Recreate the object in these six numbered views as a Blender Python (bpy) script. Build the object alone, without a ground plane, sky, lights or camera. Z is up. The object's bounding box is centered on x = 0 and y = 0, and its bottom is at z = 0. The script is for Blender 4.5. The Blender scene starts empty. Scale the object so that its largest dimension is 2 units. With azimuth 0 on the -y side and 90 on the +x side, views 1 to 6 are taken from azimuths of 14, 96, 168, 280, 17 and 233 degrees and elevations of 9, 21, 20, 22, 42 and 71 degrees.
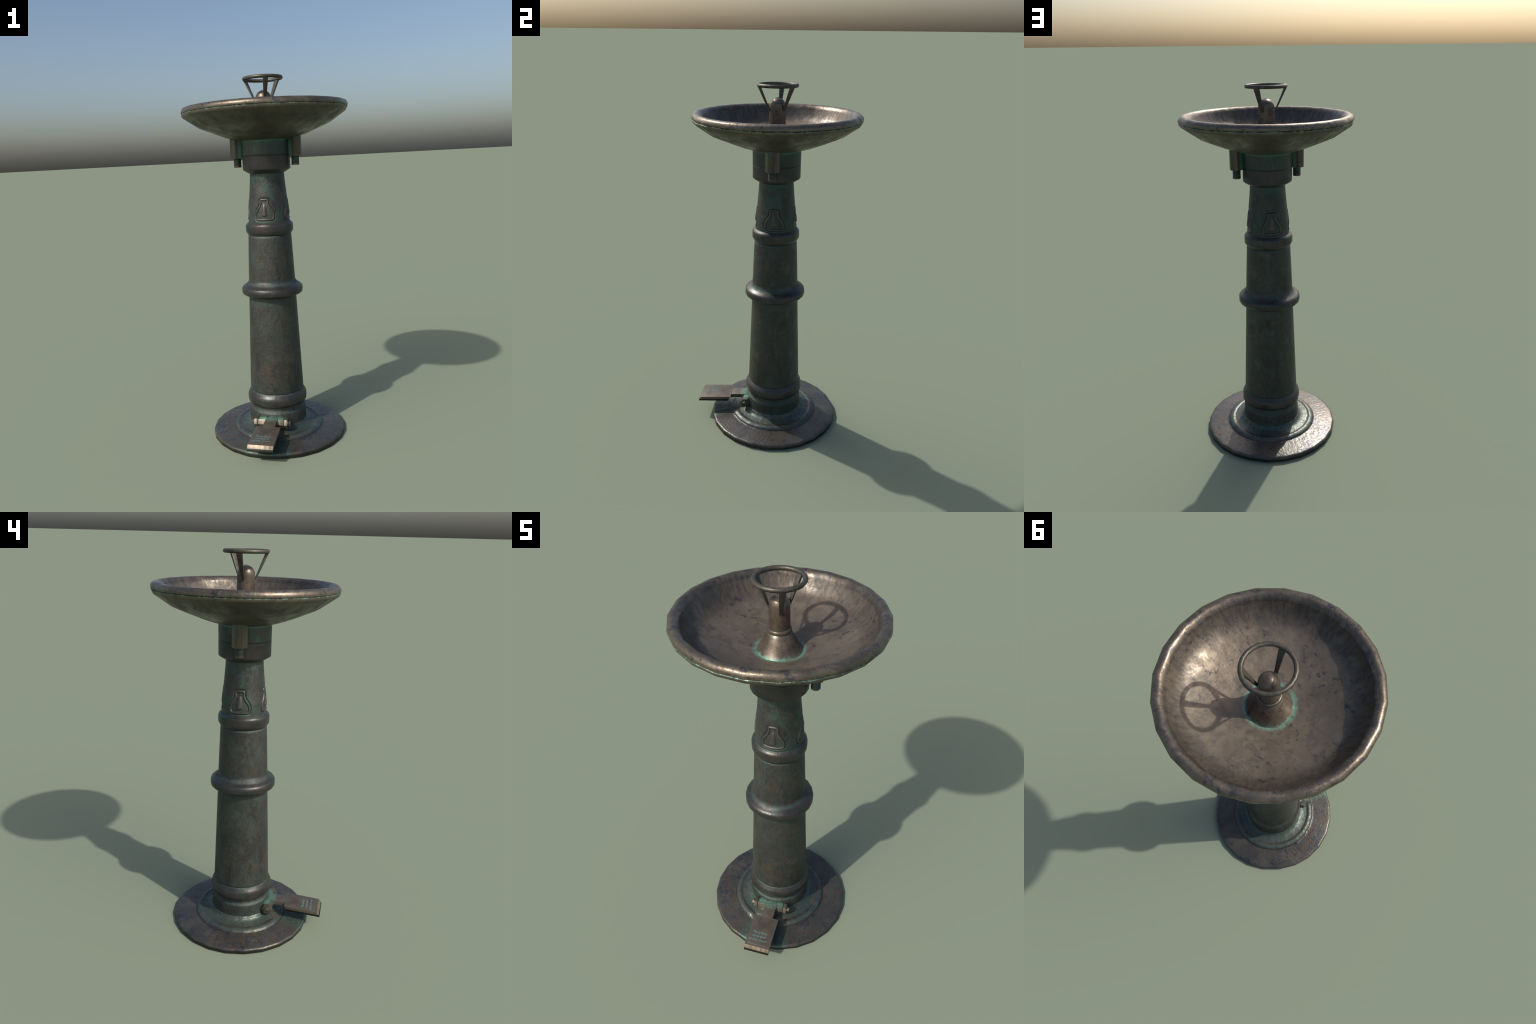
"""Old cast-bronze public drinking fountain: round base plate with a foot pedal,
turned column with three mouldings and bell emblems, wide bowl, spout and guard ring."""
import bpy, bmesh, math
from math import sin, cos, pi, radians, degrees, atan2, hypot, sqrt
from mathutils import Vector, Matrix

CX, CY = 0.0, 0.0066          # axis of all the turned parts
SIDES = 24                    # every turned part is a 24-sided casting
STEP = 2 * pi / SIDES


# ----------------------------------------------------------------- node helper
class Mat:
    """A small wrapper that builds Principled materials from procedural nodes."""

    def __init__(self, name):
        self.m = bpy.data.materials.new(name)
        self.m.use_nodes = True
        self.t = self.m.node_tree
        self.bsdf = self.t.nodes["Principled BSDF"]
        geo = self.node("ShaderNodeNewGeometry")
        self.geo = geo
        self.pos = geo.outputs["Position"]
        sep = self.node("ShaderNodeSeparateXYZ")
        self.link(self.pos, sep.inputs[0])
        self.x, self.y, self.z = sep.outputs[0], sep.outputs[1], sep.outputs[2]
        self.yc = self.math("SUBTRACT", self.y, CY)
        self.r = self.math("SQRT", self.math("ADD", self.math("MULTIPLY", self.x, self.x),
                                             self.math("MULTIPLY", self.yc, self.yc)))
        self.th = self.math("ARCTAN2", self.yc, self.x)

    def node(self, kind):
        return self.t.nodes.new(kind)

    def link(self, a, sock):
        if isinstance(a, bpy.types.NodeSocket):
            self.t.links.new(a, sock)
        elif isinstance(a, tuple) and len(a) == 3 and sock.type == "RGBA":
            sock.default_value = (*a, 1)
        else:
            sock.default_value = a

    def math(self, op, a, b=0.0, c=0.0, clamp=False):
        n = self.node("ShaderNodeMath")
        n.operation, n.use_clamp = op, clamp
        for i, v in enumerate((a, b, c)):
            self.link(v, n.inputs[i])
        return n.outputs[0]

    def mul(self, *a):
        out = a[0]
        for b in a[1:]:
            out = self.math("MULTIPLY", out, b)
        return out

    def add(self, *a):
        out = a[0]
        for b in a[1:]:
            out = self.math("ADD", out, b)
        return out

    def top(self, *a):
        out = a[0]
        for b in a[1:]:
            out = self.math("MAXIMUM", out, b)
        return out

    def inv(self, a):
        return self.math("SUBTRACT", 1.0, a)

    def smooth(self, v, lo, hi, a=0.0, b=1.0):
        n = self.node("ShaderNodeMapRange")
        n.interpolation_type = "SMOOTHSTEP"
        self.link(v, n.inputs["Value"])
        swap = lo > hi
        n.inputs["From Min"].default_value = hi if swap else lo
        n.inputs["From Max"].default_value = lo if swap else hi
        n.inputs["To Min"].default_value = b if swap else a
        n.inputs["To Max"].default_value = a if swap else b
        return n.outputs["Result"]

    def band(self, v, centre, half):
        return self.smooth(self.math("ABSOLUTE", self.math("SUBTRACT", v, centre)), half, 0.0)

    def vec(self, x, y, z):
        n = self.node("ShaderNodeCombineXYZ")
        for i, v in enumerate((x, y, z)):
            self.link(v, n.inputs[i])
        return n.outputs[0]

    def stretch(self, sx, sy, sz):
        return self.vec(self.math("MULTIPLY", self.x, sx), self.math("MULTIPLY", self.y, sy),
                        self.math("MULTIPLY", self.z, sz))

    def radial(self, around=1.0, along=0.2):
        """coordinates that stretch a noise into streaks running from the axis outwards"""
        inv_r = self.math("DIVIDE", around, self.math("ADD", self.r, 0.02))
        return self.vec(self.math("MULTIPLY", self.x, inv_r), self.math("MULTIPLY", self.yc, inv_r),
                        self.math("MULTIPLY", self.r, along))

    def noise(self, scale, detail=5.0, rough=0.55, vec=None, warp=0.0):
        n = self.node("ShaderNodeTexNoise")
        self.link(vec if vec is not None else self.pos, n.inputs["Vector"])
        n.inputs["Scale"].default_value = scale
        n.inputs["Detail"].default_value = detail
        n.inputs["Roughness"].default_value = rough
        n.inputs["Distortion"].default_value = warp
        return n.outputs[0]

    def mix(self, fac, a, b):
        n = self.node("ShaderNodeMix")
        n.data_type = "RGBA"
        self.link(fac, n.inputs[0])
        self.link(a, n.inputs[6])
        self.link(b, n.inputs[7])
        return n.outputs[2]

    def cavity(self, distance, lo=0.35, hi=0.85):
        n = self.node("ShaderNodeAmbientOcclusion")
        n.samples = 8
        n.inputs["Distance"].default_value = distance
        return self.smooth(n.outputs["AO"], hi, lo)

    def finish(self, colour, metallic=0.8, rough=0.5, bumps=(), spec=0.5):
        b = self.bsdf
        self.link(colour, b.inputs["Base Color"])
        self.link(metallic, b.inputs["Metallic"])
        self.link(rough, b.inputs["Roughness"])
        b.inputs["Specular IOR Level"].default_value = spec
        last = None
        for height, strength, dist in bumps:
            n = self.node("ShaderNodeBump")
            n.inputs["Strength"].default_value = strength
            n.inputs["Distance"].default_value = dist
            self.link(height, n.inputs["Height"])
            if last is not None:
                self.link(last, n.inputs["Normal"])
            last = n.outputs[0]
        if last is not None:
            self.link(last, b.inputs["Normal"])
        return self.m


RUST = (0.128, 0.074, 0.038)
TEAL = (0.048, 0.092, 0.077)
PALE_TEAL = (0.135, 0.27, 0.20)
BLUE = (0.022, 0.026, 0.050)


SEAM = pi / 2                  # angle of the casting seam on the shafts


def column_metal():
    m = Mat("dark_column_bronze")
    tall = m.stretch(1, 1, 0.7)
    big = m.noise(7, 4, 0.6, tall)
    fine = m.noise(70, 6, 0.65, tall)
    grain = m.noise(210, 3, 0.6)
    c = m.mix(m.smooth(big, 0.36, 0.64), (0.042, 0.046, 0.041), (0.063, 0.060, 0.054))
    c = m.mix(m.mul(m.smooth(fine, 0.44, 0.66), 0.6), c, (0.026, 0.030, 0.027))
    c = m.mix(m.mul(m.smooth(grain, 0.5, 0.75), 0.40), c, (0.090, 0.085, 0.076))
    # warm rust stains, mostly on the front of the shafts
    front = m.smooth(m.y, 0.04, -0.10)
    zones = m.top(m.band(m.z, 0.44, 0.17), m.band(m.z, 1.03, 0.11), m.mul(m.band(m.z, 0.93, 0.05), 0.8))
    spots = m.smooth(m.noise(38, 7, 0.75, m.stretch(1, 1, 1.2), 0.4), 0.48, 0.62)
    rust = m.mul(spots, m.add(m.mul(front, zones, 0.85), 0.10), m.smooth(m.noise(9, 3), 0.42, 0.60))
    c = m.mix(rust, c, RUST)
    scuff = m.smooth(m.noise(17, 8, 0.78, m.stretch(1, 1, 0.8), 0.3), 0.53, 0.66)
    c = m.mix(m.mul(scuff, 0.50), c, (0.105, 0.100, 0.092))
    stain = m.smooth(m.noise(12, 7, 0.75, m.stretch(1.2, 1.2, 0.45), 0.3), 0.50, 0.63)
    c = m.mix(m.mul(stain, 0.55), c, (0.020, 0.022, 0.021))
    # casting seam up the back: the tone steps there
    step = m.mul(m.smooth(m.th, SEAM, SEAM + 0.6, 1.0, 0.0), m.math("GREATER_THAN", m.th, SEAM))
    c = m.mix(m.mul(step, 0.45), c, (0.028, 0.032, 0.031))
    # verdigris: a general bloom plus the seams where water sits
    bloom = m.mul(m.smooth(m.noise(13, 7, 0.75, m.stretch(1, 1, 0.7), 0.5), 0.48, 0.62), m.add(0.36, m.mul(m.smooth(m.z, 1.20, 1.24), 0.34)))
    seams = m.top(m.mul(m.smooth(m.z, 1.31, 1.225), m.smooth(m.z, 1.15, 1.20), 0.85),
                  m.band(m.z, 1.480, 0.045), m.mul(m.band(m.z, 1.147, 0.008), 0.9),
                  m.band(m.z, 0.893, 0.022), m.mul(m.band(m.z, 0.780, 0.030), 0.7),
                  m.mul(m.band(m.z, 0.270, 0.012), 0.6),
                  m.smooth(m.z, 0.12, 0.06),
                  m.mul(m.band(m.z, 0.157, 0.012), 0.9))
    seams = m.mul(seams, m.smooth(m.noise(38, 5, 0.7, m.stretch(1, 1, 0.4)), 0.30, 0.62))
    brim = m.mul(m.smooth(m.y, -0.13, -0.15), m.smooth(m.z, 0.15, 0.12), m.smooth(m.math("ABSOLUTE", m.x), 0.13, 0.05))
    green = m.top(bloom, m.mul(seams, 0.85))
    c = m.mix(green, c, TEAL)
    c = m.mix(m.mul(brim, m.smooth(m.noise(60, 5, 0.7), 0.35, 0.6)), c, PALE_TEAL)
    hollow = m.mul(m.cavity(0.012, 0.45, 0.90), m.smooth(m.z, 1.22, 1.23))  # occlusion shade baked into the colour round the bell reliefs
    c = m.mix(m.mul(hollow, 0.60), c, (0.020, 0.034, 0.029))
    rough = m.add(m.mul(m.noise(30, 4), 0.25), 0.34, m.mul(green, 0.12))
    return m.finish(c, 0.45, rough, [(fine, 0.55, 0.005), (grain, 0.45, 0.0025)])


def collar_metal():
    m = Mat("collar_bronze")
    tall = m.stretch(1, 1, 0.12)
    streak = m.noise(26, 5, 0.65, tall)
    fine = m.noise(90, 5, 0.65, tall)
    c = m.mix(m.smooth(m.noise(10, 4), 0.38, 0.62), (0.040, 0.042, 0.040), (0.064, 0.058, 0.054))
    c = m.mix(m.mul(m.smooth(fine, 0.45, 0.68), 0.5), c, (0.030, 0.034, 0.033))
    upper = m.smooth(m.z, 1.585, 1.592)
    wet = m.mul(upper, m.smooth(streak, 0.34, 0.60), m.smooth(m.z, 1.56, 1.68, 0.45, 1.0))
    c = m.mix(m.mul(wet, 0.70), c, (0.036, 0.076, 0.066))
    bloom = m.mul(m.smooth(m.noise(22, 8, 0.78, m.stretch(1, 1, 0.4)), 0.50, 0.62), upper)
    c = m.mix(m.mul(bloom, 0.6), c, (0.055, 0.125, 0.105))
    lip = m.band(m.z, 1.664, 0.012)
    c = m.mix(m.mul(lip, 0.8), c, (0.075, 0.19, 0.135))
    edge = m.add(1.5835, m.mul(m.math("SUBTRACT", m.noise(45, 4, 0.7), 0.5), 0.014))
    seam = m.smooth(m.math("ABSOLUTE", m.math("SUBTRACT", m.z, edge)), 0.006, 0.001)
    c = m.mix(m.mul(seam, 0.8), c, (0.018, 0.036, 0.028))
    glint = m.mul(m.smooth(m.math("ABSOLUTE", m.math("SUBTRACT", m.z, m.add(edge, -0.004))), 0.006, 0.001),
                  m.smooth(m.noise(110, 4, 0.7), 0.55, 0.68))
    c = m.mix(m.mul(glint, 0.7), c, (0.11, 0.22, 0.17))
    rough = m.add(m.mul(streak, 0.25), 0.36)
    return m.finish(c, 0.45, rough, [(m.noise(45, 6, 0.7, tall), 0.3, 0.003), (m.inv(seam), 0.5, 0.004), (fine, 0.25, 0.002)])


def moulding_metal():
    m = Mat("worn_moulding_bronze")
    big = m.noise(14, 5, 0.6)
    grain = m.noise(120, 5, 0.65, m.stretch(1, 1, 0.35))
    c = m.mix(m.smooth(big, 0.38, 0.62), (0.066, 0.059, 0.055), (0.046, 0.048, 0.045))
    c = m.mix(m.mul(m.smooth(m.noise(19, 6, 0.75, None, 0.4), 0.56, 0.66), 0.55), c, (0.036, 0.038, 0.066))
    c = m.mix(m.mul(m.smooth(grain, 0.5, 0.7), 0.4), c, (0.040, 0.042, 0.042))
    tops = m.top(m.band(m.z, 0.884, 0.016), m.mul(m.band(m.z, 1.226, 0.012), 0.8), m.band(m.z, 0.262, 0.014))
    unders = m.top(m.band(m.z, 0.808, 0.014), m.band(m.z, 1.154, 0.012), m.band(m.z, 0.172, 0.014))
    seed = m.smooth(m.noise(36, 6, 0.7, m.stretch(1, 1, 0.4)), 0.36, 0.62)
    c = m.mix(m.mul(tops, seed, 0.8), c, (0.062, 0.108, 0.096))
    c = m.mix(m.mul(unders, 0.7), c, (0.036, 0.050, 0.034))
    c = m.mix(m.mul(m.smooth(m.noise(26, 7, 0.75, m.stretch(1, 1, 0.6)), 0.52, 0.66), 0.55), c, (0.058, 0.104, 0.090))
    c = m.mix(m.mul(m.smooth(m.noise(33, 6, 0.7, None, 0.5), 0.60, 0.68), 0.5), c, RUST)
    rough = m.add(m.mul(m.noise(40, 5), 0.30), 0.20)
    return m.finish(c, 0.6, m.add(rough, m.mul(tops, 0.28)), [(grain, 0.28, 0.003), (big, 0.25, 0.006)])


def emblem_metal():
    m = Mat("rubbed_emblem_bronze")
    c = m.mix(m.smooth(m.noise(40, 5, 0.65), 0.38, 0.62), (0.098, 0.086, 0.077), (0.064, 0.060, 0.055))
    c = m.mix(m.mul(m.smooth(m.noise(70, 5, 0.7), 0.50, 0.64), 0.6), c, (0.060, 0.100, 0.086))
    return m.finish(c, 0.5, m.add(m.mul(m.noise(50, 4), 0.25), 0.28), [(m.noise(90, 4, 0.6), 0.3, 0.002)])


def base_metal():
    m = Mat("stained_base_bronze")
    flat = m.radial(0.16, 0.35)
    fine = m.noise(60, 7, 0.7, None, 0.3)
    pits = m.noise(95, 4, 0.6)
    c = m.mix(m.smooth(m.noise(9, 4, 0.6), 0.40, 0.60), (0.088, 0.084, 0.070), (0.063, 0.062, 0.055))
    c = m.mix(m.mul(m.smooth(m.noise(34, 7, 0.75, None, 0.7), 0.46, 0.60), m.smooth(m.noise(7, 3), 0.46, 0.60), 0.8), c, BLUE)
    rusty = m.mul(m.smooth(m.noise(40, 7, 0.78, m.radial(0.25, 0.5), 0.5), 0.49, 0.61), m.smooth(m.noise(7.5, 3, 0.5, m.stretch(1, -1, 1)), 0.48, 0.60))
    c = m.mix(m.mul(rusty, 0.7), c, RUST)
    c = m.mix(m.mul(m.smooth(m.noise(80, 6, 0.75), 0.54, 0.66), 0.5), c, (0.115, 0.098, 0.080))
    c = m.mix(m.mul(m.smooth(fine, 0.52, 0.68), 0.65), c, (0.026, 0.026, 0.027))
    # the raised ring and everything inside it is green
    inner = m.smooth(m.r, 0.258, 0.244)
    streaks = m.noise(40, 6, 0.7, m.radial(1.0, 6.0))
    green = m.mul(inner, m.smooth(streaks, 0.34, 0.66))
    ridge = m.band(m.r, 0.221, 0.014)
    green = m.mul(green, m.math("SUBTRACT", 1.0, m.mul(ridge, 0.85)))
    # green-black stain under the pedal
    ang = m.math("ABSOLUTE", m.math("ADD", m.th, pi / 2))
    under = m.mul(m.smooth(ang, 0.46, 0.30), m.smooth(m.r, 0.21, 0.25))
    green = m.top(green, m.mul(under, m.smooth(streaks, 0.20, 0.6), 0.80))
    rib = m.mul(m.band(ang, 0.27, 0.035), m.smooth(m.r, 0.22, 0.26))
    green = m.top(green, m.mul(rib, m.smooth(m.noise(50, 5, 0.7), 0.40, 0.6)))
    c = m.mix(m.mul(green, 0.85), c, m.mix(m.smooth(fine, 0.40, 0.62), (0.056, 0.128, 0.098), (0.036, 0.064, 0.053)))
    c = m.mix(m.mul(m.band(m.r, 0.257, 0.006), 0.8), c, (0.030, 0.024, 0.022))
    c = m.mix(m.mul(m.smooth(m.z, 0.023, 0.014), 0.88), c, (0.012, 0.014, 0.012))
    rough = m.add(m.mul(m.smooth(fine, 0.35, 0.65), 0.22), 0.21, m.mul(green, 0.20))
    lump = m.noise(58, 5, 0.62)
    flakes = m.noise(60, 6, 0.75, m.radial(0.5, 1.5))
    return m.finish(c, 0.42, rough, [(lump, 0.30, 0.006), (pits, 0.18, 0.003), (flakes, 0.12, 0.004)])


def bowl_metal():
    m = Mat("bowl_bronze")
    inside = m.smooth(m.r, 0.438, 0.430)
    cloud = m.noise(8, 5, 0.62)
    streak = m.noise(26, 5, 0.65, m.radial(1.0, 1.3))
    wall = m.smooth(m.r, 0.30, 0.37)
    grain = m.noise(130, 4, 0.6)
    c = m.mix(m.smooth(cloud, 0.36, 0.64), (0.200, 0.163, 0.119), (0.146, 0.121, 0.091))
    dirt = m.smooth(m.noise(14, 8, 0.76, None, 0.4), 0.50, 0.61)
    c = m.mix(m.mul(dirt, 0.48), c, (0.070, 0.064, 0.062))
    stripes = m.mul(m.smooth(streak, 0.44, 0.60), wall)
    c = m.mix(m.mul(stripes, m.smooth(m.r, 0.43, 0.40), 0.65), c, (0.072, 0.066, 0.064))
    speck = m.mul(m.smooth(m.noise(44, 3, 0.55), 0.57, 0.67), m.smooth(m.noise(6, 3), 0.42, 0.58))
    c = m.mix(m.mul(speck, 0.75), c, (0.050, 0.048, 0.056))
    bluish = m.mul(m.smooth(m.noise(21, 6, 0.7, None, 0.9), 0.57, 0.63), m.smooth(m.r, 0.37, 0.40))
    c = m.mix(m.mul(bluish, 0.65), c, (0.058, 0.060, 0.082))
    c = m.mix(m.mul(m.smooth(m.noise(15, 4, 0.6), 0.56, 0.68), 0.35), c, (0.19, 0.145, 0.11))
    painted_wall_shade = m.mul(m.smooth(m.r, 0.310, 0.345), m.smooth(m.r, 0.408, 0.392), m.smooth(m.z, 1.742, 1.750))  # inner wall colour darkened for the shadow below the rim
    c = m.mix(m.mul(painted_wall_shade, 0.36), c, (0.030, 0.027, 0.025))
    # verdigris halo where the spout stands in the bowl
    halo_w = m.add(0.100, m.mul(m.noise(70, 6, 0.75, m.radial(0.16, 1.0)), 0.022))
    halo = m.mul(m.smooth(m.math("SUBTRACT", m.r, halo_w), 0.008, -0.008), m.smooth(m.z, 1.672, 1.680))
    c = m.mix(m.mul(halo, m.smooth(m.noise(60, 5, 0.7), 0.32, 0.58), 0.8), c, (0.15, 0.33, 0.26))
    # green seam under the rolled rim
    seam = m.mul(m.band(m.z, 1.8210, 0.0068), m.smooth(m.r, 0.425, 0.435))
    bright = m.smooth(m.noise(45, 5, 0.7, m.radial(0.45, 0)), 0.42, 0.62)
    broken = m.smooth(m.noise(14, 5, 0.7, m.radial(0.45, 0)), 0.36, 0.56, 0.60, 1.0)
    c = m.mix(m.mul(seam, broken, m.smooth(bright, 0, 1, 0.75, 1.0)), c, m.mix(bright, (0.018, 0.045, 0.037), (0.19, 0.36, 0.29)))
    # olive ground reflection tinted onto down-facing faces, green again near the collar
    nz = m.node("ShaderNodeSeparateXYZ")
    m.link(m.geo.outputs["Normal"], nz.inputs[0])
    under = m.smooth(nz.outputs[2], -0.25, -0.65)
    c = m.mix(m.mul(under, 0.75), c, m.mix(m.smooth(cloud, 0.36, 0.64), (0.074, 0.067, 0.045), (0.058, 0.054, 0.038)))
    rim_run = m.mul(m.smooth(m.noise(18, 5, 0.6, m.radial(0.45, 0.3)), 0.45, 0.62), m.band(m.z, 1.806, 0.020), m.smooth(m.r, 0.42, 0.43))
    c = m.mix(m.mul(rim_run, 0.5), c, (0.070, 0.066, 0.055))
    low = m.mul(m.smooth(m.r, 0.145, 0.132), m.smooth(m.z, 1.676, 1.672))
    c = m.mix(low, c, (0.075, 0.19, 0.135))
    rolled = m.smooth(m.z, 1.820, 1.835)
    rough = m.add(m.mul(m.smooth(m.noise(14, 6, 0.7), 0.35, 0.62), 0.26), 0.29, m.mul(rolled, -0.11), m.mul(halo, 0.2), m.mul(stripes, 0.06))
    dents = m.add(m.noise(20, 3, 0.5), m.mul(rolled, m.noise(15, 3, 0.5, m.radial(0.45, 0.2)), 0.5))
    return m.finish(c, m.smooth(rolled, 0, 1, 0.52, 0.72), rough, [(dents, 0.24, 0.010), (speck, 0.20, -0.001), (grain, 0.10, 0.0012), (stripes, 0.10, 0.0015)])


def spout_metal():
    m = Mat("spout_bronze")
    tall = m.stretch(1, 1, 0.25)
    streak = m.noise(60, 5, 0.65, tall)
    c = m.mix(m.smooth(m.noise(22, 4), 0.38, 0.62), (0.170, 0.136, 0.104), (0.118, 0.096, 0.076))
    c = m.mix(m.mul(m.smooth(streak, 0.50, 0.66), 0.55), c, (0.085, 0.068, 0.050))
    c = m.mix(m.mul(m.smooth(m.noise(60, 5, 0.7), 0.54, 0.66), m.smooth(m.z, 1.90, 1.86), 0.75), c, (0.055, 0.042, 0.030))
    foot = m.smooth(m.math("ADD", m.z, m.mul(m.math("SUBTRACT", m.noise(55, 5, 0.7, tall), 0.5), 0.05)), 1.701, 1.686)
    c = m.mix(m.mul(foot, m.smooth(m.noise(70, 5, 0.7), 0.30, 0.55), 0.85), c, (0.15, 0.33, 0.26))
    neck = m.top(m.band(m.z, 1.7705, 0.007), m.mul(m.band(m.z, 1.791, 0.005), 0.7))
    c = m.mix(m.mul(neck, m.smooth(m.noise(60, 4, 0.7), 0.42, 0.62), 0.65), c, (0.10, 0.20, 0.165))
    rough = m.add(m.mul(m.noise(30, 4), 0.25), 0.26, m.mul(foot, 0.2))
    return m.finish(c, 0.55, rough, [(streak, 0.15, 0.002)])


def guard_metal():
    m = Mat("guard_bronze")
    c = m.mix(m.smooth(m.noise(45, 5, 0.6), 0.36, 0.64), (0.104, 0.093, 0.072), (0.072, 0.068, 0.054))
    c = m.mix(m.mul(m.smooth(m.noise(120, 4, 0.6), 0.55, 0.7), 0.5), c, (0.055, 0.048, 0.042))
    joints = m.top(m.mul(m.smooth(m.r, 0.056, 0.046), 0.8), 0.0)
    c = m.mix(m.mul(joints, m.smooth(m.noise(90, 4, 0.7), 0.45, 0.60)), c, (0.085, 0.20, 0.16))
    return m.finish(c, 0.5, m.add(m.mul(m.noise(50, 4), 0.25), 0.34), [(m.noise(140, 3), 0.12, 0.001)])


def nut_metal():
    m = Mat("nut_bronze")
    tall = m.stretch(1, 1, 0.15)
    c = m.mix(m.smooth(m.noise(45, 5, 0.6, tall), 0.38, 0.62), (0.110, 0.094, 0.070), (0.062, 0.053, 0.043))
    facing = m.smooth(m.math("ABSOLUTE", m.x), 0.156, 0.140)
    speck = m.smooth(m.noise(110, 4, 0.6), 0.30, 0.62)
    c = m.mix(m.mul(facing, m.smooth(speck, 0, 1, 0.6, 1)), c, (0.105, 0.250, 0.195))
    topz = m.mul(m.smooth(m.z, 1.650, 1.675), m.smooth(m.noise(60, 4, 0.7), 0.40, 0.6))
    c = m.mix(m.mul(topz, 0.8), c, (0.065, 0.13, 0.105))
    return m.finish(c, 0.4, 0.46, [(m.noise(70, 5, 0.6, tall), 0.2, 0.002)])


def bolt_metal():
    m = Mat("bolt_bronze")
    c = m.mix(m.smooth(m.noise(60, 5, 0.65), 0.38, 0.62), (0.050, 0.072, 0.066), (0.080, 0.098, 0.088))
    c = m.mix(m.smooth(m.z, 1.537, 1.530), c, (0.115, 0.078, 0.058))
    return m.finish(c, 0.4, 0.5, [(m.noise(120, 4), 0.2, 0.001)])


PEDAL_TOP_BACK, PEDAL_TOP_FRONT = -0.2535, -0.4385


def pedal_metal():
    m = Mat("pedal_bronze")
    cross = m.stretch(1, 0.35, 1)
    grain = m.noise(140, 4, 0.65, cross)
    c = m.mix(m.smooth(m.noise(24, 5, 0.6), 0.36, 0.64), (0.140, 0.116, 0.088), (0.106, 0.090, 0.071))
    c = m.mix(m.mul(m.smooth(grain, 0.50, 0.68), 0.5), c, (0.070, 0.058, 0.050))
    worn = m.mul(m.smooth(m.math("ABSOLUTE", m.x), 0.045, 0.0), m.band(m.y, -0.305, 0.04))
    c = m.mix(m.mul(worn, 0.55), c, (0.062, 0.058, 0.054))
    # engraved border line on the tread
    ax = m.math("ABSOLUTE", m.add(m.x, 0.0008))
    dx = m.math("SUBTRACT", 0.0680, ax)
    dy = m.math("MINIMUM", m.math("SUBTRACT", PEDAL_TOP_BACK, m.y), m.math("ADD", m.math("SUBTRACT", m.y, PEDAL_TOP_FRONT), -0.003))
    edge = m.math("MINIMUM", dx, dy)
    line = m.mul(m.smooth(m.math("ABSOLUTE", m.math("SUBTRACT", edge, 0.0080)), 0.0017, 0.0005), m.smooth(m.z, 0.108, 0.110))
    rim = m.mul(m.smooth(edge, 0.007, 0.001), m.smooth(edge, -0.02, 0.0))
    c = m.mix(m.mul(rim, 0.5), c, (0.140, 0.108, 0.084))
    c = m.mix(m.mul(line, m.smooth(m.noise(80, 4, 0.7), 0.35, 0.6, 0.15, 0.80)), c, (0.105, 0.170, 0.165))
    front = m.smooth(m.y, -0.4375, -0.4400)
    c = m.mix(m.mul(front, m.smooth(m.noise(60, 5, 0.6, m.stretch(1, 0.1, 0.15)), 0.35, 0.6)), c, (0.25, 0.205, 0.143))
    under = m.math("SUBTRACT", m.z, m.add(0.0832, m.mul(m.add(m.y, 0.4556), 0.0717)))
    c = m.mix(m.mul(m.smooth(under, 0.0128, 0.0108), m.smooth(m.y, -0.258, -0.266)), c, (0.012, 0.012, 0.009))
    back = m.mul(m.smooth(m.y, -0.205, -0.180), m.smooth(m.noise(75, 6, 0.72), 0.34, 0.56))
    c = m.mix(back, c, PALE_TEAL)
    cav = m.mul(m.cavity(0.03, 0.30, 0.75), m.smooth(m.noise(60, 4, 0.7), 0.35, 0.6))
    c = m.mix(m.mul(cav, 0.6), c, (0.10, 0.24, 0.20))
    rough = m.add(m.mul(grain, 0.20), 0.34)
    return m.finish(c, 0.5, rough, [(grain, 0.15, 0.001), (m.inv(line), 0.4, 0.0015)])


def hinge_metal():
    m = Mat("hinge_bronze")
    grain = m.noise(120, 4, 0.65)
    c = m.mix(m.smooth(m.noise(40, 5, 0.6), 0.36, 0.64), (0.122, 0.102, 0.072), (0.078, 0.066, 0.050))
    c = m.mix(m.mul(m.smooth(grain, 0.50, 0.70), 0.4), c, (0.070, 0.060, 0.050))
    topside = m.mul(m.smooth(m.y, -0.178, -0.160), m.smooth(m.math("ABSOLUTE", m.x), 0.085, 0.066))
    c = m.mix(m.mul(topside, m.smooth(m.noise(75, 6, 0.72), 0.32, 0.54)), c, PALE_TEAL)
    cav = m.mul(m.cavity(0.02, 0.35, 0.85), m.smooth(m.noise(70, 4, 0.7), 0.30, 0.55))
    c = m.mix(m.mul(cav, 0.85), c, (0.11, 0.26, 0.21))
    return m.finish(c, 0.5, m.add(m.mul(grain, 0.2), 0.32), [(grain, 0.15, 0.001)])


def letter_metal():
    m = Mat("verdigris_lettering")
    c = m.mix(m.mul(m.smooth(m.noise(150, 4, 0.7), 0.36, 0.60), m.smooth(m.math("SUBTRACT", m.y, m.mul(m.x, 0.5)), -0.43, -0.33, 0.55, 1.0)), (0.085, 0.110, 0.105), (0.115, 0.280, 0.270))
    return m.finish(c, 0.1, 0.7)


# ------------------------------------------------------------- geometry helper
def flat_sided(theta):
    """radius factor that turns a circle into the 24-sided outline (corners stay at 1)"""
    t = theta % STEP
    return cos(STEP / 2) / cos(t - STEP / 2)


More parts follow.
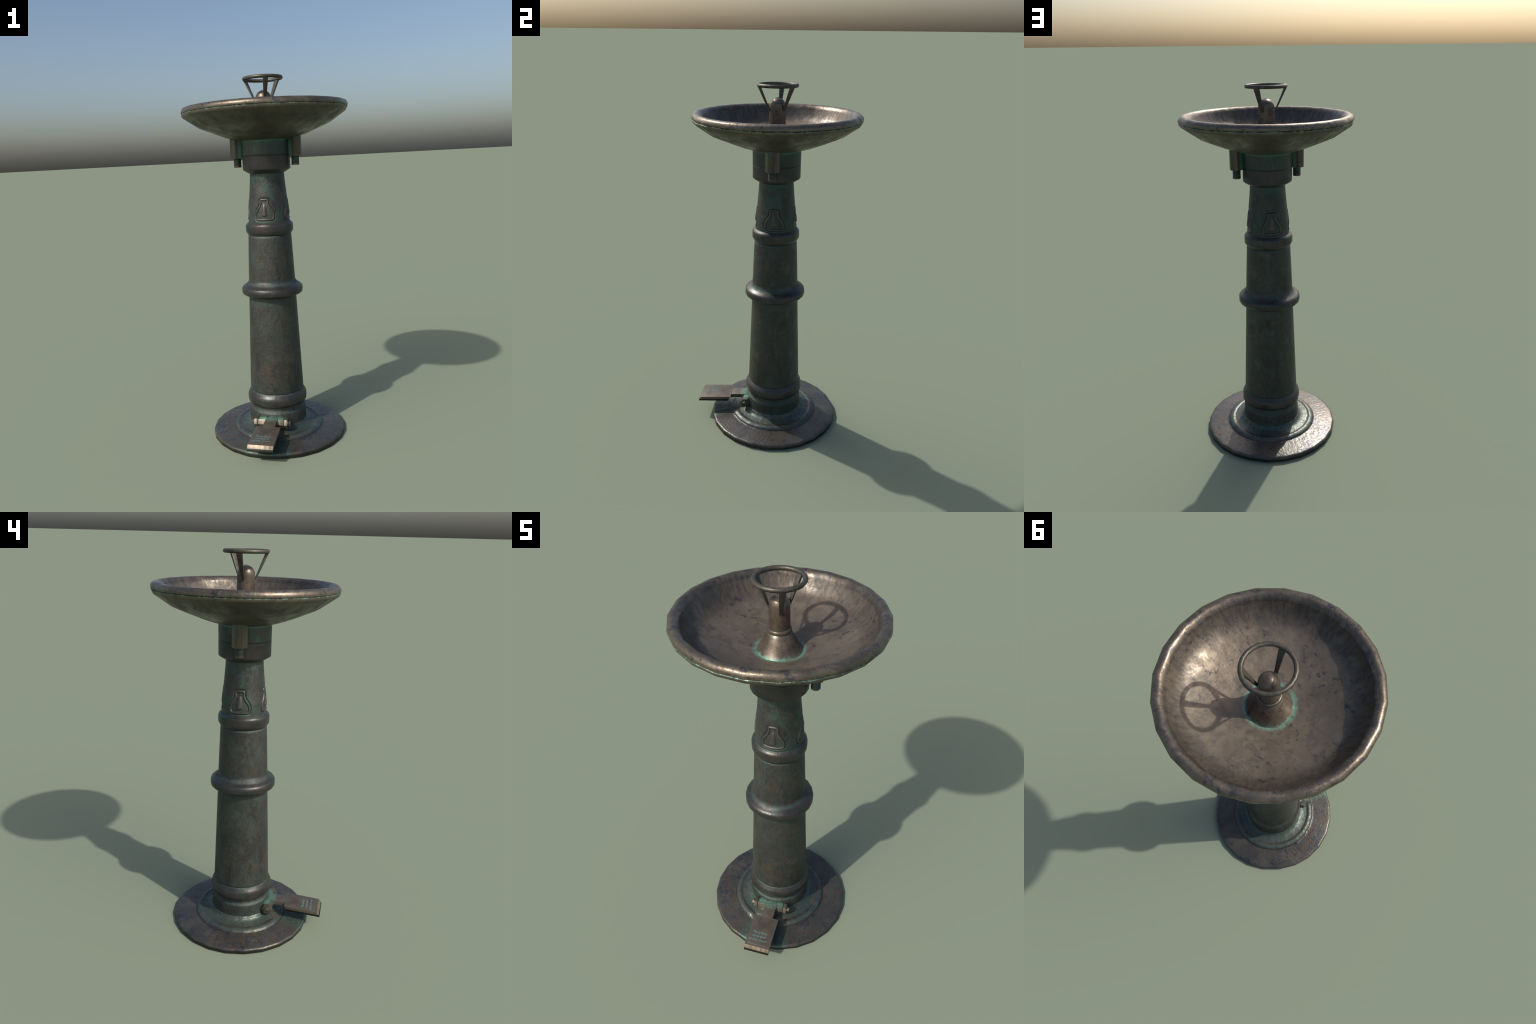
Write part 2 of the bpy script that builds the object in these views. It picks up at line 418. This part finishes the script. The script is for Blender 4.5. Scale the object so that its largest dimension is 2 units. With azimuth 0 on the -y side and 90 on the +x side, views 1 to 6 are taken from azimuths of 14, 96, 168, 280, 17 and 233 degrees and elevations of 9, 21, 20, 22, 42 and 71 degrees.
def make(name, verts, faces, mat, parent=None, sharp=40, smooth=True):
    me = bpy.data.meshes.new(name)
    me.from_pydata(verts, [], faces)
    bm = bmesh.new()
    bm.from_mesh(me)
    bmesh.ops.remove_doubles(bm, verts=bm.verts, dist=1e-6)
    bmesh.ops.recalc_face_normals(bm, faces=bm.faces)
    bm.to_mesh(me)
    bm.free()
    me.materials.append(mat)
    for p in me.polygons:
        p.use_smooth = smooth
    if smooth:
        me.set_sharp_from_angle(angle=radians(sharp))
    ob = bpy.data.objects.new(name, me)
    bpy.context.scene.collection.objects.link(ob)
    if parent is not None:
        ob.parent = parent
    return ob


def lathe(name, profile, mat, parent, sides=SIDES, sub=1, cap_low=False, cap_high=False, sharp=40, bend=None,
          centre=(CX, CY), closed=False):
    """turn a profile of (radius, height) round the axis; sub adds points along each flat side"""
    n = sides * sub
    verts, faces = [], []
    for r, z in profile:
        for i in range(n):
            t = 2 * pi * i / n
            f = flat_sided(t) if sub > 1 else 1.0
            rr, zz = r * f, z
            if bend:
                rr, zz = bend(rr, zz, t)
            verts.append((centre[0] + rr * cos(t), centre[1] + rr * sin(t), zz))
    rows = len(profile)
    for j in range(rows if closed else rows - 1):
        k = (j + 1) % rows
        for i in range(n):
            a, b = i, (i + 1) % n
            faces.append((j * n + a, j * n + b, k * n + b, k * n + a))
    if cap_low:
        faces.append(tuple(range(n))[::-1])
    if cap_high:
        faces.append(tuple((rows - 1) * n + i for i in range(n)))
    return make(name, verts, faces, mat, parent, sharp)


def arc(rc, zc, rad_r, rad_z, a0, a1, n):
    """points of an elliptical arc in a profile, angles in degrees"""
    return [(rc + rad_r * cos(radians(a0 + (a1 - a0) * i / (n - 1))),
             zc + rad_z * sin(radians(a0 + (a1 - a0) * i / (n - 1)))) for i in range(n)]


def prism(name, section, lo, hi, axis, mat, parent, bevel=0.0, sharp=30):
    """extrude a closed 2D section along x (section in y,z), or z (section in x,y)"""
    n = len(section)
    put = (lambda s, h: (h, s[0], s[1])) if axis == "x" else (lambda s, h: (s[0], s[1], h))
    verts = [put(s, lo) for s in section] + [put(s, hi) for s in section]
    faces = [tuple(range(n)), tuple(range(n, 2 * n))]
    faces += [(i, (i + 1) % n, n + (i + 1) % n, n + i) for i in range(n)]
    ob = make(name, verts, faces, mat, parent, sharp)
    if bevel:
        soften(ob, bevel)
    return ob


def soften(ob, width, segs=2):
    bm = bmesh.new()
    bm.from_mesh(ob.data)
    bmesh.ops.bevel(bm, geom=[e for e in bm.edges if len(e.link_faces) == 2 and e.calc_face_angle() > radians(25)],
                    offset=width, segments=segs, affect="EDGES", profile=0.6, clamp_overlap=True)
    bm.to_mesh(ob.data)
    bm.free()
    for p in ob.data.polygons:
        p.use_smooth = True
    ob.data.set_sharp_from_angle(angle=radians(35))


def hexagon(cx, cy, r, turn=0.0, n=6):
    return [(cx + r * cos(turn + 2 * pi * i / n), cy + r * sin(turn + 2 * pi * i / n)) for i in range(n)]


def spline(points, closed, per=6):
    """Catmull-Rom through 2D points"""
    out, n = [], len(points)
    for i in range(n if closed else n - 1):
        p = [points[(i + k) % n] if closed else points[min(max(i + k, 0), n - 1)] for k in (-1, 0, 1, 2)]
        for s in range(per):
            t = s / per
            out.append(tuple(0.5 * (2 * p[1][k] + (p[2][k] - p[0][k]) * t
                                    + (2 * p[0][k] - 5 * p[1][k] + 4 * p[2][k] - p[3][k]) * t * t
                                    + (3 * p[1][k] - p[0][k] - 3 * p[2][k] + p[3][k]) * t ** 3) for k in (0, 1)))
    if not closed:
        out.append(points[-1])
    return out


# ------------------------------------------------------------------- materials
COLUMN, COLLAR, MOULD, BASE = column_metal(), collar_metal(), moulding_metal(), base_metal()
EMBLEM = emblem_metal()
BOWL, SPOUT, GUARD, NUT, BOLT = bowl_metal(), spout_metal(), guard_metal(), nut_metal(), bolt_metal()
PEDAL, HINGE, LETTER = pedal_metal(), hinge_metal(), letter_metal()

fountain = bpy.data.objects.new("drinking_fountain", None)
bpy.context.scene.collection.objects.link(fountain)
fountain["label"] = "weathered dark bronze pedestal drinking fountain with foot pedal"
fountain["category"] = "drinking fountain"


# ------------------------------------------------------------------ base plate
def base_bend(r, z, t):
    """the raised ring is broken in front, where the pedal swings, and a low rib edges the slot"""
    d = abs(degrees((t - 1.5 * pi + pi) % (2 * pi) - pi))
    gap = max(0.0, min(1.0, (25.0 - d) / 3.0))
    if 0.215 < r < 0.262 and z > 0.0445:
        slope = 0.058 - (r - 0.20) * 0.31
        z = z * (1 - gap) + min(z, slope) * gap
    if 0.262 <= r < 0.366:
        z += 0.0028 * max(0.0, 1 - abs(d - 15.0) / 2.6)
    return r, z


base_profile = [(0.372, 0.0), (0.379, 0.004), (0.379, 0.021), (0.3765, 0.026), (0.371, 0.0290), (0.3655, 0.0300),
                (0.345, 0.0325), (0.320, 0.0352), (0.295, 0.0380), (0.270, 0.0405), (0.2590, 0.0415), (0.2562, 0.0435),
                (0.2548, 0.0470), (0.2515, 0.0505), (0.2450, 0.0545), (0.2365, 0.0575), (0.2300, 0.0580), (0.2250, 0.0565),
                (0.2205, 0.0552), (0.2150, 0.0562), (0.2000, 0.0585), (0.1850, 0.0625), (0.1745, 0.0680), (0.1680, 0.0750),
                (0.1650, 0.0830), (0.1600, 0.0850)]
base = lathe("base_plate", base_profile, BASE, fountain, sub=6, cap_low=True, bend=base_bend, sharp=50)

# ---------------------------------------------------------------------- column
foot = lathe("column_foot", [(0.150, 0.060), (0.1640, 0.072), (0.1628, 0.080), (0.1617, 0.110), (0.1610, 0.1455), (0.1602, 0.1495),
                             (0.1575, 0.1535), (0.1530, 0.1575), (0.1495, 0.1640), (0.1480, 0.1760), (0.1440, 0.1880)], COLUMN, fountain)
lathe("moulding", [(0.1400, 0.1840), (0.1500, 0.1850), (0.1580, 0.1866), (0.1645, 0.1900), (0.1680, 0.1955), (0.1690, 0.2060), (0.1690, 0.2140),
                   (0.1684, 0.2250), (0.1664, 0.2360), (0.1622, 0.2430), (0.1570, 0.2500), (0.1530, 0.2570), (0.1500, 0.2620), (0.1440, 0.2640)],
      MOULD, fountain, sharp=60)
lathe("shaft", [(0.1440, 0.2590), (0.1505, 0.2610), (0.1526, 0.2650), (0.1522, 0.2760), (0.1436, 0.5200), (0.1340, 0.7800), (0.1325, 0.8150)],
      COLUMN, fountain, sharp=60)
lathe("moulding", [(0.1310, 0.8080), (0.1370, 0.8085), (0.1500, 0.8120), (0.1610, 0.8172), (0.1685, 0.8225), (0.1714, 0.8275), (0.1718, 0.8400),
                   (0.1710, 0.8535), (0.1665, 0.8605), (0.1580, 0.8665), (0.1490, 0.8715), (0.1400, 0.8790), (0.1340, 0.8870), (0.1302, 0.8990)],
      MOULD, fountain, sharp=60)
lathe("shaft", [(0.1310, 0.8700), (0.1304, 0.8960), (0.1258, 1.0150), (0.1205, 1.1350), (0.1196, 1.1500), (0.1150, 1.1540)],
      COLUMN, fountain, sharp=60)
lathe("moulding", [(0.1150, 1.1500), (0.1200, 1.1520), (0.1240, 1.1585), (0.1290, 1.1665), (0.1316, 1.1720), (0.1321, 1.1780), (0.1319, 1.2010),
                   (0.1308, 1.2085), (0.1282, 1.2128), (0.1225, 1.2180), (0.1175, 1.2220), (0.1130, 1.2250)], MOULD, fountain, sharp=60)


def neck_radius(z):
    pts = [(1.2235, 0.1150), (1.255, 0.1148), (1.285, 0.1136), (1.305, 0.1112), (1.322, 0.1085), (1.350, 0.1055), (1.38, 0.1027),
           (1.43, 0.0980), (1.487, 0.0934)]
    for (z0, r0), (z1, r1) in zip(pts, pts[1:]):
        if z <= z1:
            return 0.997 * (r0 + (r1 - r0) * max(0.0, (z - z0) / (z1 - z0)))
    return 0.997 * pts[-1][1]


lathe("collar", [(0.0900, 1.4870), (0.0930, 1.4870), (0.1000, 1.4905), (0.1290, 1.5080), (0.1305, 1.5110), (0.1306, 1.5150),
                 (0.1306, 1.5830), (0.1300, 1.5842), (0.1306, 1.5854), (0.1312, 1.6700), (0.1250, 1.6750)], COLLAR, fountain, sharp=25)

# ----------------------------------------------------- bell emblems on the neck
BELL = [(-0.0205, 1.3470), (0.0, 1.3490), (0.0205, 1.3470), (0.0215, 1.3360), (0.0225, 1.3240), (0.0300, 1.3070), (0.0420, 1.2900),
        (0.0505, 1.2730), (0.0520, 1.2590), (0.0492, 1.2475), (0.0400, 1.2418), (0.0, 1.2408), (-0.0400, 1.2418), (-0.0492, 1.2475),
        (-0.0520, 1.2590), (-0.0505, 1.2730), (-0.0420, 1.2900), (-0.0300, 1.3070), (-0.0225, 1.3240), (-0.0215, 1.3360)]


def on_neck(s, z, out, turn=-pi / 2):
    """a point s metres round from the emblem's middle, at height z, lifted off the neck by out"""
    r0 = neck_radius(z)
    a = turn + s / 0.1145 * (0.1145 / r0) ** 0.5
    r = r0 + out
    return Vector((r * cos(a), r * sin(a), z))


BELL_PATH = spline(BELL, True, 5)
SINK = 0.0046


def bell_distance(s, z):
    """signed distance to the bell outline, negative inside"""
    best, inside = 9.0, False
    n = len(BELL_PATH)
    for i in range(n):
        (x0, y0), (x1, y1) = BELL_PATH[i], BELL_PATH[(i + 1) % n]
        dx, dy = x1 - x0, y1 - y0
        t = max(0.0, min(1.0, ((s - x0) * dx + (z - y0) * dy) / (dx * dx + dy * dy + 1e-12)))
        best = min(best, hypot(s - x0 - dx * t, z - y0 - dy * t))
        if (y0 > z) != (y1 > z) and s < x0 + (z - y0) / (y1 - y0) * dx:
            inside = not inside
    return -best if inside else best


def ease(v):
    v = max(0.0, min(1.0, v))
    return v * v * (3 - 2 * v)


def build_neck():
    """turned neck with four bell-shaped panels pressed into it, a soft moat round each"""
    low = [1.2225 + 0.0030 * k for k in range(46)]
    rows = low + [1.3625, 1.3700, 1.3800, 1.4000, 1.4300, 1.4600, 1.4950]
    per = 104                                  # columns in each quarter
    sunk = {}
    for j, z in enumerate(rows):
        for i in range(per):
            a = (i / per - 0.5) * pi / 2
            sm = a * 0.1145 / (0.1145 / neck_radius(z)) ** 0.5
            if abs(sm) < 0.066 and 1.229 < z < 1.362:
                d = bell_distance(sm, z)
                sunk[j, i] = SINK * (0.80 if d < 0 else 1.0) * ease((0.0125 - d) / 0.0085)
    verts, faces, n = [], [], per * 4
    for j, z in enumerate(rows):
        for i in range(n):
            a = (i / per - 0.5) * pi / 2 - pi / 2
            r = neck_radius(z) - sunk.get((j, i % per), 0.0)
            verts.append((CX + r * cos(a), CY + r * sin(a), z))
    for j in range(len(rows) - 1):
        for i in range(n):
            b = (i + 1) % n
            faces.append((j * n + i, j * n + b, (j + 1) * n + b, (j + 1) * n + i))
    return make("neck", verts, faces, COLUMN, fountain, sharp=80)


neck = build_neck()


def emblem_mesh(name):
    verts, faces = [], []
    # the bell outline: a rounded bead swept along the closed path
    path = BELL_PATH
    n, ribs = len(path), 11
    for i, (s, z) in enumerate(path):
        (s0, z0), (s1, z1) = path[i - 1], path[(i + 1) % n]
        ts, tz = s1 - s0, z1 - z0
        L = hypot(ts, tz) or 1.0
        ns, nz = -tz / L, ts / L
        for k in range(ribs):
            u = -1 + 2 * k / (ribs - 1)
            w = 0.0072 * u
            h = -0.0056 + 0.0074 * (1 - abs(u) ** 3.2)
            verts.append(on_neck(s + ns * w, z + nz * w, h))
    for i in range(n):
        for k in range(ribs - 1):
            a, b = i * ribs + k, ((i + 1) % n) * ribs + k
            faces.append((a, b, b + 1, a + 1))
    # the clapper: a long drop, round and fuller at the bottom
    first, rows, cols = len(verts), 24, 13
    for j in range(rows):
        v = j / (rows - 1)
        z = 1.2575 + 0.0740 * v
        wide = (0.0140 * (1 - v) ** 0.70 + 0.0055) * min(1.0, sqrt(0.25 + v * 6))
        for k in range(cols):
            u = -1 + 2 * k / (cols - 1)
            h = -0.0056 + 0.0088 * (1 - u * u) ** 0.6 * min(1.0, 0.30 + v * 9) * (1 - v ** 4)
            verts.append(on_neck(wide * u, z, h))
    for j in range(rows - 1):
        for k in range(cols - 1):
            a = first + j * cols + k
            faces.append((a, a + 1, a + cols + 1, a + cols))
    return verts, faces


v, f = emblem_mesh("bell_emblem")
emblem = make("bell_emblem", v, f, EMBLEM, neck, sharp=70)
emblem.location = (CX, CY, 0)
for q in (1, 2, 3):
    other = emblem.copy()
    other.rotation_euler = (0, 0, q * pi / 2)
    bpy.context.scene.collection.objects.link(other)

# ------------------------------------------------------------------------ bowl
RIM_R, RIM_Z, RIM_T = 0.4258, 1.8290, 0.0242
bowl_profile = ([(0.080, 1.6600), (0.1320, 1.6640), (0.1650, 1.6715), (0.2080, 1.6850), (0.2800, 1.7130), (0.3560, 1.7445), (0.4000, 1.7745),
                 (0.4385, 1.8005), (0.4440, 1.8065), (0.4482, 1.8150), (0.4490, 1.8190), (0.4462, 1.8215), (0.4490, 1.8240)]
                + arc(RIM_R, RIM_Z, RIM_T, RIM_T, -5, 128, 11)
                + [(0.4035, 1.8415), (0.3965, 1.8315), (0.3895, 1.8190), (0.3810, 1.8040), (0.3700, 1.7875), (0.3560, 1.7720), (0.3350, 1.7570), (0.3020, 1.7400), (0.2550, 1.7230),
                   (0.2000, 1.7075), (0.1500, 1.6960), (0.0800, 1.6850)])
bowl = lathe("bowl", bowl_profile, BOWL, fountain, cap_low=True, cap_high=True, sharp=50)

# ----------------------------------------------------------------------- spout
spout = lathe("spout", [(0.0950, 1.6800), (0.1000, 1.6870), (0.0960, 1.6920), (0.0860, 1.7060), (0.0740, 1.7260), (0.0640, 1.7450), (0.0560, 1.7610),
                        (0.0500, 1.7705), (0.0475, 1.7730)], SPOUT, fountain)
lathe("nozzle", [(0.0440, 1.7900), (0.0437, 1.8200), (0.0432, 1.8600), (0.0428, 1.8850)]
      + arc(0.0, 1.8865, 0.0427, 0.0430, 5, 84, 10), SPOUT, spout, cap_high=True)
lathe("nozzle_tip", [(0.0085, 1.9270), (0.0075, 1.9297), (0.0045, 1.9306), (0.0020, 1.9302)], SPOUT, spout, sides=12, cap_high=True)
lathe("spout_bead", arc(0.0452, 1.7800, 0.0062, 0.0100, -95, 95, 9), SPOUT, spout)

# ------------------------------------------------------------ mouth guard ring
ring = lathe("guard_ring", [(0.1005 + 0.0102 * cos(pi / 3 * k + 1e-4), 1.9912 + 0.0102 * sin(pi / 3 * k + 1e-4)) for k in range(6)],
             GUARD, fountain, closed=True, sharp=75)


def strut_mesh():
    """a flat bar that widens and thickens upwards, leaning out from the nozzle to the ring"""
    lo, hi = Vector((0.0440, 0, 1.8640)), Vector((0.1010, 0, 1.9880))
    along = (hi - lo).normalized()
    out = Vector((along.z, 0, -along.x))
    verts, faces = [], []
    for c, w, t in ((lo, 0.0066, 0.0028), (hi, 0.0140, 0.0058)):
        for sw, st in ((-1, -1), (1, -1), (1, 1), (-1, 1)):
            verts.append(c + Vector((0, sw * w, 0)) + out * (st * t))
    faces = [(0, 1, 2, 3), (4, 5, 6, 7)] + [(i, (i + 1) % 4, 4 + (i + 1) % 4, 4 + i) for i in range(4)]
    return verts, faces


v, f = strut_mesh()
strut = make("strut", v, f, GUARD, ring, sharp=30)
soften(strut, 0.0009)
for k, ang in enumerate((-67.5, 52.5, 172.5)):
    s = strut if k == 0 else strut.copy()
    s.location = (CX, CY, 0)
    s.rotation_euler = (0, 0, radians(ang))
    if k:
        bpy.context.scene.collection.objects.link(s)


# --------------------------------------------- the two fixing nuts and their bolts
def nut_and_bolt():
    nut = prism("fixing_nut", hexagon(0.0, 0.0, 0.0382, pi / 6 + pi / 6 * 0), 1.5725, 1.6900, "z", NUT, fountain, bevel=0.0012)
    thread = [(0.0215, 1.5760)]
    z = 1.5725
    while z > 1.5340:
        thread += [(0.0217, z), (0.0205, z - 0.0018)]
        z -= 0.0036
    thread += [(0.0216, 1.5335), (0.0216, 1.5280), (0.0195, 1.5248)]
    bolt = lathe("bolt", thread[::-1], BOLT, nut, sides=10, cap_low=True, centre=(0, 0), sharp=50)
    return nut, bolt


nut, bolt = nut_and_bolt()
nut.location = (0.1620, -0.0005, 0)
nut2, bolt2 = nut.copy(), bolt.copy()
nut2.location = (-0.1620, -0.0005, 0)
nut2.rotation_euler = (0, 0, pi)
bolt2.parent = nut2
for o in (nut2, bolt2):
    bpy.context.scene.collection.objects.link(o)

# ----------------------------------------------------------------------- pedal
# side section (y, z): tread slopes down to the front, with a bevelled nose and undercut back
tread = [(-0.2535, 0.1272), (-0.4385, 0.1115), (-0.4510, 0.0948), (-0.4556, 0.0832), (-0.2700, 0.0965), (-0.2625, 0.1115)]
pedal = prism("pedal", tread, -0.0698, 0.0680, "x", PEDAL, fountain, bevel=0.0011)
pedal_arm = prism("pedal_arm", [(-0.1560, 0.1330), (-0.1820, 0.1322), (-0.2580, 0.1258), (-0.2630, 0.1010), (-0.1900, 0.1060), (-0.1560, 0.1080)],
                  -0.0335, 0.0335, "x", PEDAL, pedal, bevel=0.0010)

slope = atan2(0.1272 - 0.1115, 0.1850)
for words, x0, x1, y in (("Place foot", -0.0450, 0.0340, -0.3600), ("here and", -0.0430, 0.0290, -0.3815), ("press down", -0.0535, 0.0430, -0.4035)):
    cu = bpy.data.curves.new("lettering", "FONT")
    cu.body, cu.size, cu.extrude, cu.offset = words, 0.0185, 0.0006, 0.00025
    tmp = bpy.data.objects.new("lettering_curve", cu)
    bpy.context.scene.collection.objects.link(tmp)
    bpy.context.view_layer.update()
    me = bpy.data.meshes.new_from_object(tmp.evaluated_get(bpy.context.evaluated_depsgraph_get()))
    bpy.data.objects.remove(tmp)
    bpy.data.curves.remove(cu)
    xs = [p.co.x for p in me.vertices]
    fit = (x1 - x0) / (max(xs) - min(xs))
    for p in me.vertices:
        p.co.x = (p.co.x - min(xs)) * fit
    me.materials.clear()
    me.materials.append(LETTER)
    ob = bpy.data.objects.new("lettering", me)
    bpy.context.scene.collection.objects.link(ob)
    ob.parent = pedal
    z = 0.1115 + (y + 0.4385) * (0.1272 - 0.1115) / 0.1850
    ob.location = (x0, y, z + 0.0001)
    ob.rotation_euler = (slope, 0, 0)

# ----------------------------------------------------------------------- hinge
HY, HZ = -0.1585, 0.1060
barrel = prism("hinge_barrel", hexagon(HY, HZ, 0.0278), -0.0760, 0.0690, "x", HINGE, pedal, bevel=0.0012)
for lo, hi in ((-0.0985, -0.0785), (0.0720, 0.0905)):
    prism("hinge_collar", hexagon(HY, HZ, 0.0305), lo, hi, "x", HINGE, pedal, bevel=0.0014)
prism("hinge_pin", hexagon(HY, HZ, 0.0120, n=16), -0.1000, 0.0950, "x", HINGE, pedal, sharp=50)
for lo, hi, r in ((-0.1010, -0.0970, 0.0235), (0.0885, 0.0925, 0.0235)):
    prism("washer", hexagon(HY, HZ, r, n=20), lo, hi, "x", HINGE, pedal, sharp=50)
for lo, hi in ((-0.1120, -0.0985), (0.0910, 0.1055)):
    prism("hinge_bolt", hexagon(HY, HZ, 0.0162, pi / 6), lo, hi, "x", HINGE, pedal, bevel=0.0014)
# block that ties the hinge to the foot of the column
prism("hinge_block", [(-0.1300, 0.1290), (-0.1600, 0.1318), (-0.1640, 0.1200), (-0.1640, 0.0880), (-0.1300, 0.0850)], -0.0700, 0.0640, "x",
      HINGE, pedal, bevel=0.0020)
